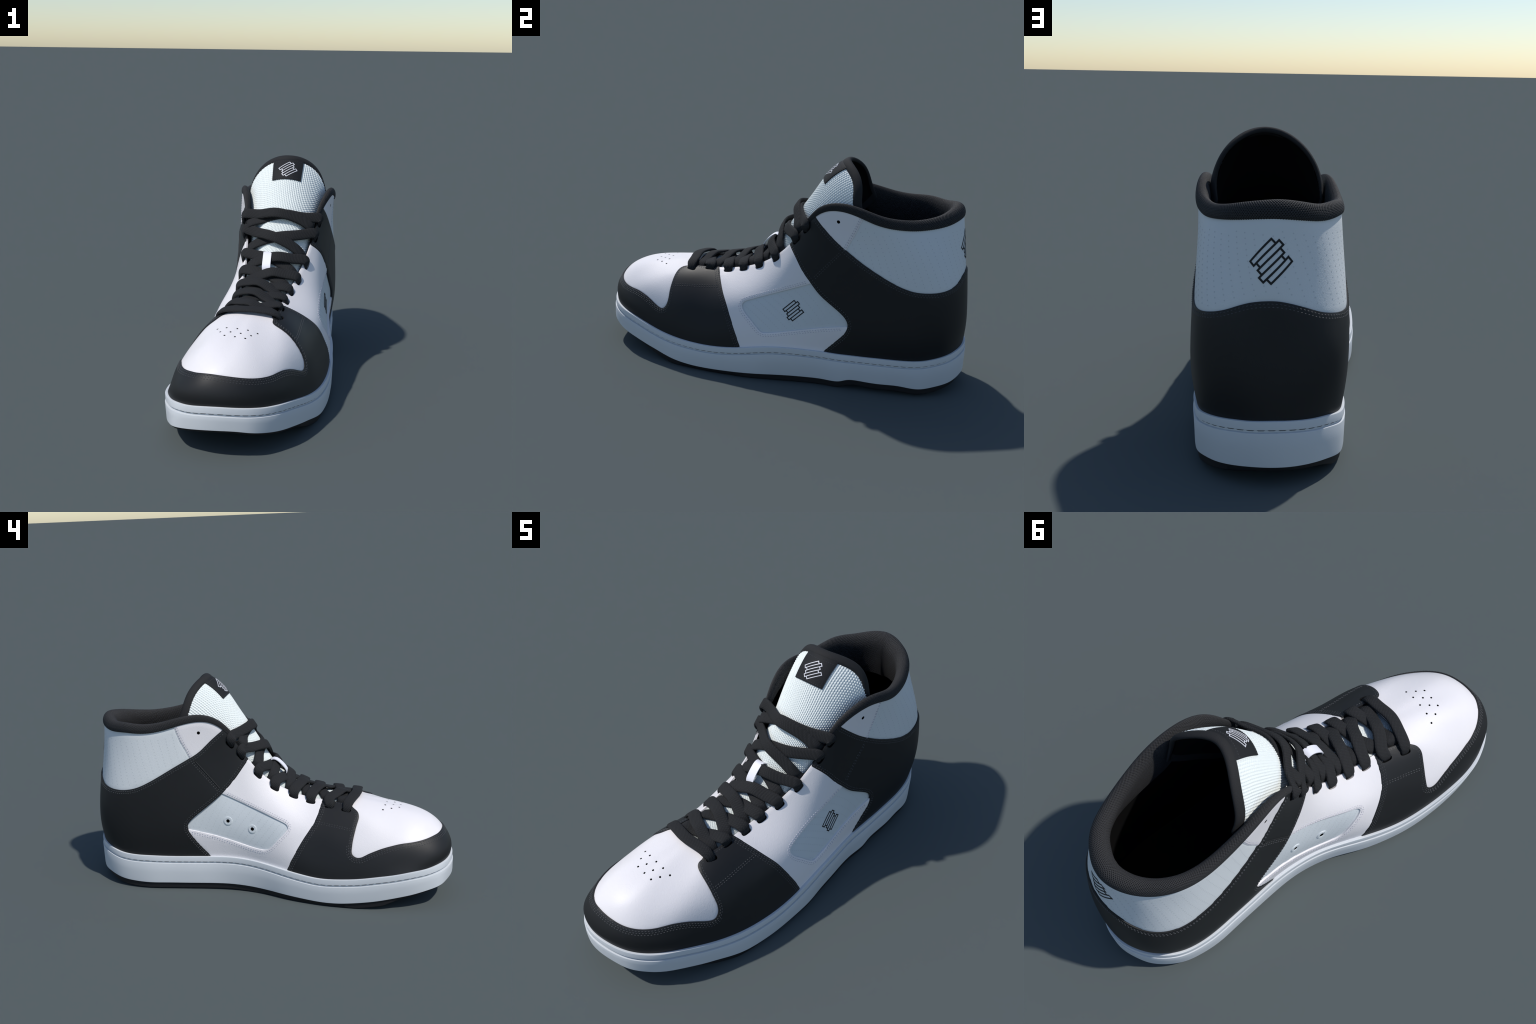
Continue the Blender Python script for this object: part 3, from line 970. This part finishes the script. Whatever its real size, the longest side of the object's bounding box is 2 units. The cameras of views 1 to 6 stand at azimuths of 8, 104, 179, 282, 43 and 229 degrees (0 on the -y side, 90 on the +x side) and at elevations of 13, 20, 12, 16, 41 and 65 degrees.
# outer roll, crown, inner roll, inner wall   (outward, upward) in metres at full size
ROLL = [(.000, -.010), (.007, -.004), (.011, .010), (.010, .026), (.004, .042), (-.009, .054), (-.026, .057), (-.045, .050), (-.060, .034), (-.070, .010), (-.075, -.025), (-.078, -.070), (-.080, -.120), (-.078, -.180)]
ROLL = np.array(ROLL)
rk = Curve(np.c_[ROLL, np.zeros(len(ROLL))]).even(n=190)[:, :2]
lane = (cs - s_a) / (s_b - s_a)
size_n = np.interp(lane, [0, .05, .14, .30, .42, .50, .58, .70, .86, .95, 1], [.26, .40, .55, .72, .95, 1.05, .95, .72, .55, .40, .26])
size_u = np.interp(lane, [0, .05, .14, .30, .42, .50, .58, .70, .86, .95, 1], [.34, .50, .65, .78, .92, 1.0, .92, .78, .65, .50, .34])
for _ in range(6):
    size_n = np.convolve(np.pad(size_n, 20, mode="edge"), np.ones(41) / 41, "valid")
    size_u = np.convolve(np.pad(size_u, 20, mode="edge"), np.ones(41) / 41, "valid")
fade = np.interp(lane, [0, .10, .2, .8, .90, 1], [.12, .5, 1, 1, .5, .12])
V = E0[:, None] + NN[:, None] * (rk[None, :, :1] * size_n[:, None, None]) + UP[:, None] * (np.where(rk[None, :, 1:] < 0, rk[None, :, 1:] * fade[:, None, None], rk[None, :, 1:]) * size_u[:, None, None])
V += NN[:, None] * np.interp(lane, [0, .35, .5, .65, 1], [.004, .003, -.004, .003, .004])[:, None, None]
# spacer-mesh weave: staggered little cells sunk between the yarns
along_c = np.r_[0, np.cumsum(np.linalg.norm(np.diff(E0, axis=0), axis=1))] / .0092
across_c = np.r_[0, np.cumsum(np.linalg.norm(np.diff(rk, axis=0), axis=1))] / .0062
cell = np.cos(2 * np.pi * (along_c[:, None] + .5 * (np.round(across_c)[None] % 2))) * .5 + .5
sink = cell ** 1.5 * np.cos(np.pi * (across_c - np.round(across_c)))[None] ** 2
dU, dV = np.gradient(V, axis=0), np.gradient(V, axis=1)
CN = unit(np.cross(dU, dV))
if (CN[NC // 2, 8] @ NN[NC // 2]) < 0:
    CN = -CN
V = V - CN * (sink * .0055)[:, :, None]
nr = V.shape[1]
V = V.reshape(-1, 3)
F = grid_faces(NC, nr, flip=True)
for i, rev in ((0, False), (NC - 1, True)):
    V = np.concatenate([V, V[i * nr:(i + 1) * nr].mean(0)[None]])
    k = len(V) - 1
    F += [((i * nr + j, i * nr + j + 1, k) if not rev else (i * nr + j + 1, i * nr + j, k)) for j in range(nr - 1)]
add_mesh("collar", V, F, "mesh")

# ---------------------------------------------------------------- tongue
# sections from the toe up: crown point, outer edge point, inner edge point
TONGUE = []


def section(crown, outer, inner):
    TONGUE.append((crown, outer, inner))


section((-.020, -.560, .470), (.090, -.560, .440), (-.120, -.560, .440))
section((-.010, -.400, .503), (.105, -.400, .478), (-.115, -.400, .478))
section((.000, -.250, .533), (.120, -.250, .500), (-.100, -.250, .503))
section((.012, -.150, .566), (.138, -.150, .528), (-.095, -.150, .530))
section((.030, -.060, .626), (.162, -.050, .565), (-.090, -.050, .568))
section((.045, .000, .700), (.182, .035, .610), (-.086, .035, .612))
section((.060, .055, .788), (.205, .120, .670), (-.092, .115, .672))
section((.070, .116, .883), (.228, .235, .735), (-.108, .225, .735))
section((.075, .170, .963), (.248, .310, .800), (-.122, .300, .800))
section((.076, .222, 1.045), (.264, .370, .850), (-.133, .365, .850))
section((.077, .268, 1.100), (.273, .408, .888), (-.139, .405, .888))
section((.077, .312, 1.135), (.277, .432, .915), (-.142, .430, .915))
section((.077, .343, 1.152), (.267, .446, .930), (-.139, .444, .930))
TG = np.array(TONGUE, float)
tv = np.r_[0, np.cumsum(np.linalg.norm(np.diff(TG[:, 0], axis=0), axis=1))]
T_LEN = tv[-1]
tv = tv / T_LEN
TM = spline_coeffs(tv, TG)


def tongue_at(v, f):
    """v from toe (0) to top (1); f from inner edge (-1) to outer edge (+1)"""
    v = np.atleast_1d(np.asarray(v, float)); f = np.atleast_1d(np.asarray(f, float))
    q = spline_eval(tv, TG, TM, v)
    c, o, i = q[:, 0], q[:, 1], q[:, 2]
    e = (o + i) / 2
    a = f * np.pi / 2 * np.where(f > 0, 1 + .13 * np.abs(f) ** 3 * v, 1 + .06 * np.abs(f) ** 3 * v)      # sides curl inward near the top
    P = e + (c - e) * np.cos(a)[:, None] + (o - i) / 2 * np.sin(a)[:, None]
    lean = np.clip((v - .72) / .28, 0, 1) ** 2 * np.where(f > 0, .048, .026)                # shoulders of the top edge lean back
    P[:, 1] += lean * np.sin(np.clip(2 * np.abs(a), 0, np.pi)) ** 2
    return P


def tongue_normal(v, f, d=2e-3):
    v = np.atleast_1d(np.asarray(v, float)); f = np.atleast_1d(np.asarray(f, float))
    v0, v1 = np.clip(v - d, 0, 1), np.clip(v + d, 0, 1)
    dv = tongue_at(v1, f) - tongue_at(v0, f)
    df = tongue_at(v, f + d) - tongue_at(v, f - d)
    return unit(np.cross(df, dv))


NV, NF = 680, 440
vv, ff = np.meshgrid(np.linspace(0, 1, NV), np.linspace(-1, 1, NF), indexing="ij")
vv, ff = vv.ravel(), ff.ravel()
# braided knit: ridges along the tongue, each made of slanted links that alternate from rib to rib
col = ff * 31.0
rib = np.round(col)
x = col - rib
along_t = vv * T_LEN / .0125
link = along_t + .5 * (rib % 2) + x * .55
knit = np.cos(np.pi * x) ** 2 * (.62 + .38 * np.cos(2 * np.pi * link))
hem = np.clip((1 - vv) / .018 - 1.0, 0, 1) * np.clip((1 - np.abs(ff)) / .04 - .5, 0, 1)       # relief dies away under the binding
P = tongue_at(vv, ff) + tongue_normal(vv, ff) * (.0047 * knit * hem + .0006 * hem - .001 * (1 - hem))[:, None]
tongue = add_mesh("tongue", P, grid_faces(NV, NF, flip=True), "knit")
v2, f2 = np.meshgrid(np.linspace(0, 1, 120), np.linspace(-1, 1, 60), indexing="ij")
f2 = f2 * 1.012
P = tongue_at(v2.ravel(), f2.ravel()) - tongue_normal(v2.ravel(), f2.ravel()) * (.014 - .018 * np.clip((np.abs(f2.ravel()) - .9) / .112, 0, 1) ** 2)[:, None]
add_mesh("tongue_lining", P, grid_faces(120, 60), "lining", parent=tongue)

# rolled binding round the top and down both sides
bv = np.r_[np.linspace(.55, 1, 90)[:-1], np.full(160, 1.0), np.linspace(1, .55, 90)[1:]]
bf = np.r_[np.full(89, -1.0), np.linspace(-1, 1, 160), np.full(89, 1.0)]
C = tongue_at(np.minimum(bv, .989), bf * .985)
N = tongue_normal(np.minimum(bv, .989), bf * .985)
for _ in range(12):
    C[1:-1] = .5 * C[1:-1] + .25 * (C[2:] + C[:-2])
    N[1:-1] = unit(.5 * N[1:-1] + .25 * (N[2:] + N[:-2]))
T = unit(np.gradient(C, axis=0))
N = unit(N - T * (N * T).sum(1)[:, None])
W = np.cross(N, T)
k = np.linspace(0, 2 * np.pi, 20, endpoint=False)
R = [C - N * (.001 + .0015 * np.clip((np.abs(bf) - .3) / .4, 0, 1))[:, None] + np.outer(np.full(len(C), math.copysign(abs(math.cos(a)) ** .8, math.cos(a)) * .0225), [1, 1, 1]) * W + math.sin(a) * (.0065 + .007 * np.clip((bv - .9) / .1, 0, 1) * np.clip(1.15 - np.abs(bf), 0, 1))[:, None] * N for a in k]
V = np.stack(R, 1).reshape(-1, 3)
add_mesh("tongue_binding", V, grid_faces(len(C), 20, close_v=True), "binding", parent=tongue)

# woven label on the front of the tongue
lv0 = float(np.interp(.223, TG[:, 0, 1], tv))
lv, lf = np.meshgrid(np.linspace(lv0, .985, 24), np.linspace(-.235, .245, 24), indexing="ij")
Pl = tongue_at(lv.ravel(), lf.ravel()); Nl = tongue_normal(lv.ravel(), lf.ravel())
ins = 1 - np.maximum(np.abs(np.linspace(-1, 1, 24))[:, None] ** 40, np.abs(np.linspace(-1, 1, 24))[None] ** 40)
hh = np.where(ins.ravel() > .5, .0085, .0075)
V = np.concatenate([Pl + Nl * hh[:, None], Pl + Nl * .001])
idx = np.arange(24 * 24).reshape(24, 24)
edge = np.concatenate([idx[0, :-1], idx[:-1, -1], idx[-1, :0:-1], idx[:0:-1, 0]])
F = grid_faces(24, 24, flip=True) + [(int(a), int(b), int(b) + 576, int(a) + 576) for a, b in zip(edge, np.roll(edge, -1))]
add_mesh("tongue_label", V, F, "label", parent=tongue, sharp=40)


def place_on_tongue(x, y):
    half = .205 * math.pi / 2
    v, f = lv0 + (.112 * .5 + .004 + y) / T_LEN, .012 + x / half
    return tongue_at(v, f)[0] + tongue_normal(v, f)[0] * .0085, tongue_normal(v, f)[0]


e = emblem(place_on_tongue, .68, math.radians(38), line=.0050)
add_mesh("label_emblem", e.v, e.f, "mark_white", parent=tongue, smooth=False)
th = Pile()
for v in (lv0 + .007 / T_LEN, .962):
    f = np.linspace(-.23, .24, 60)
    dashes(th, tongue_at(np.full(60, v), f) + tongue_normal(np.full(60, v), f) * .0085, tongue_normal(np.full(60, v), f), length=.006, gap=.005, width=.0022)
add_mesh("label_stitching", th.v, th.f, "thread_dark", parent=tongue, stuff=True, smooth=False)

# ---------------------------------------------------------------- laces
tg_v, tg_f = np.meshgrid(np.linspace(0, 1, 200), np.linspace(-1, 1, 60), indexing="ij")
tg_v, tg_f = tg_v.ravel(), tg_f.ravel()
tg_P = tongue_at(tg_v, tg_f)
_tk = KDTree(len(tg_P))
for _i, _p in enumerate(tg_P):
    _tk.insert(_p, _i)
_tk.balance()


def over_tongue(p, lift):
    i = _tk.find(p)[1]
    n = tongue_normal(tg_v[i:i + 1], tg_f[i:i + 1])[0]
    return tg_P[i] + n * lift, n


def eye_frame(p):
    st = U.nearest(p)[0]
    N = U.N(st[:1], st[1:])[0]
    ds = U.S(st[:1] + .004, [1.0]) - U.S(st[:1] - .004, [1.0])
    T = unit(ds[0] - N * (ds[0] @ N))
    E = U.S(st[:1], [1.0])[0]
    EN = U.N(st[:1], [.97])[0]
    inward = unit(np.cross(T, N))
    if inward @ (E - on_upper(st)[0]) < 0:
        inward = -inward
    return on_upper(st)[0], N, T, E, EN, inward


def lace_body(name, pts, wid, norm, scale_w, width=.055, thick=.017):
    """flat padded lace swept along control points; norm = the way its flat face looks"""
    path = Curve(pts)
    n = 64
    u = np.linspace(0, 1, n)
    P = path.at(u)
    NM = spline_coeffs(path.u, np.array(norm, float))
    N = unit(spline_eval(path.u, np.array(norm, float), NM, u))
    SWv = np.interp(u, path.u, scale_w)
    T = unit(np.gradient(P, axis=0))
    N = unit(N - T * (N * T).sum(1)[:, None])
    W = np.cross(T, N)
    m = 18
    rows = []
    for a in np.linspace(0, 2 * np.pi, m, endpoint=False):
        c, s = math.cos(a), math.sin(a)
        rows.append(P + W * (math.copysign(abs(c) ** .5, c) * width / 2 * SWv)[:, None] + N * (math.copysign(abs(s) ** .8, s) * thick / 2))
    V = np.stack(rows, 1).reshape(-1, 3)
    F = grid_faces(n, m, close_v=True, flip=True)
    F += [tuple(range(m)), tuple((n - 1) * m + j for j in range(m))[::-1]]
    return add_mesh(name, V, F, "lace")


def entering(p):
    """control points of a lace end that rises out of an eyelet and rolls over the eyestay"""
    c, N, T, E, EN, inw = eye_frame(p)
    pts = [c - inw * .003 - N * .013, c + inw * .008 + N * .009, E + EN * .0175 + inw * .001]
    return pts, [N * .75 - inw * .65, N * .92 - inw * .35, EN], [.66, .76, 1.0]


def tucking(p, back=.0):
    """control points of a lace end that disappears under the eyestay beside an eyelet"""
    c, N, T, E, EN, inw = eye_frame(p)
    T = T * (1 if T[1] > 0 else -1)
    q = E + T * back
    return [q + inw * .026 - EN * .002, q - inw * .002 - EN * .0165, q - inw * .030 - EN * .022], [EN, EN, EN], [1.0, 1.0, .95]


def crossing(a, b, lifts, rise, spread=(.27, .52, .78)):
    pts, ns = [], []
    for w, l, k in zip(spread, lifts, (.012, .017, .010)):
        p, n = over_tongue(a + (b - a) * w + rise * k, l)
        pts.append(p); ns.append(n)
    return pts, ns


OVER = {1: "inner", 2: "inner", 3: "inner", 4: "outer", 5: "outer", 6: "inner", 7: "inner"}
for i in range(1, 8):
    for side, A_, B_ in (("outer", EYELETS_OUTER, EYELETS_INNER), ("inner", EYELETS_INNER, EYELETS_OUTER)):
        p0, n0, w0 = entering(A_[i])
        p1, n1, w1 = tucking(B_[i - 1], back=.026 if i > 1 else .004)
        lifts = (.030, .036, .022) if OVER[i] == side else (.024, .014, .012)
        rise = unit(np.array(A_[i]) - np.array(A_[i - 1])) * (1.0 if i > 1 else -.4)
        pm, nm = crossing(p0[-1], p1[0], lifts, rise)
        lace_body("lace", p0 + pm + p1, None, n0 + nm + n1, w0 + [1.0] * 3 + w1, width=.060 if i < 5 else .055)
# the lowest row is one straight bar from eyelet to eyelet
ends = []
for p, toward in ((EYELETS_OUTER[0], (.03, -.488, .53)), (EYELETS_INNER[0], (-.07, -.478, .53))):
    c, N, T, E, EN, inw = eye_frame(p)
    d = np.array(toward) - c
    d = unit(d - N * (d @ N))
    ends.append(([c - d * .008 - N * .013, c + d * .007 + N * .008, c + d * .036 + N * .0175], [N * .75 - d * .65, N * .92 - d * .35, N]))
mid_p = [np.array(q) for q in ((.052, -.486, .526), (-.020, -.490, .531), (-.090, -.474, .525))]
mid_n = [np.array(q) for q in ((.25, -.10, .96), (.0, -.10, .99), (-.25, -.10, .96))]
lace_body("lace", ends[0][0] + mid_p + ends[1][0][::-1], None, ends[0][1] + mid_n + ends[1][1][::-1], [.66, .76, 1, 1, 1, 1, 1, .76, .66])

# white keeper loop that holds the laces to the tongue
va, vb = float(np.interp(-.094, TG[:, 0, 1], tv)), float(np.interp(-.008, TG[:, 0, 1], tv))
k = np.linspace(0, 1, 40)
arch = np.sin(np.pi * k) ** .42
fc = np.linspace(-.03, -.14, 40)
vk = va + (vb - va) * (.5 - .5 * np.cos(np.pi * k) * (1 - .0 * k))
C = tongue_at(vk, fc) + tongue_normal(vk, fc) * (-.004 + .052 * arch)[:, None]
T = unit(np.gradient(C, axis=0))
W = np.tile([1.0, .0, 0], (40, 1))
W = unit(W - T * (W * T).sum(1)[:, None])
Nn = np.cross(T, W)
V = np.stack([C + W * .021 + Nn * .0022, C + W * .021 - Nn * .0022, C - W * .021 - Nn * .0022, C - W * .021 + Nn * .0022], 1).reshape(-1, 3)
add_mesh("lace_loop", V, grid_faces(40, 4, close_v=True) + [(0, 1, 2, 3), (159, 158, 157, 156)], "strap_white", sharp=40)

# make all shells face outward
import bmesh
for ob in list(bpy.context.scene.collection.objects):
    if ob.type == "MESH" and ob.name.split(".")[0] in ("midsole", "outsole", "collar", "lace", "tongue", "tongue_binding", "tongue_label", "lace_loop"):
        bm = bmesh.new()
        bm.from_mesh(ob.data)
        bmesh.ops.recalc_face_normals(bm, faces=bm.faces)
        bm.to_mesh(ob.data)
        bm.free()
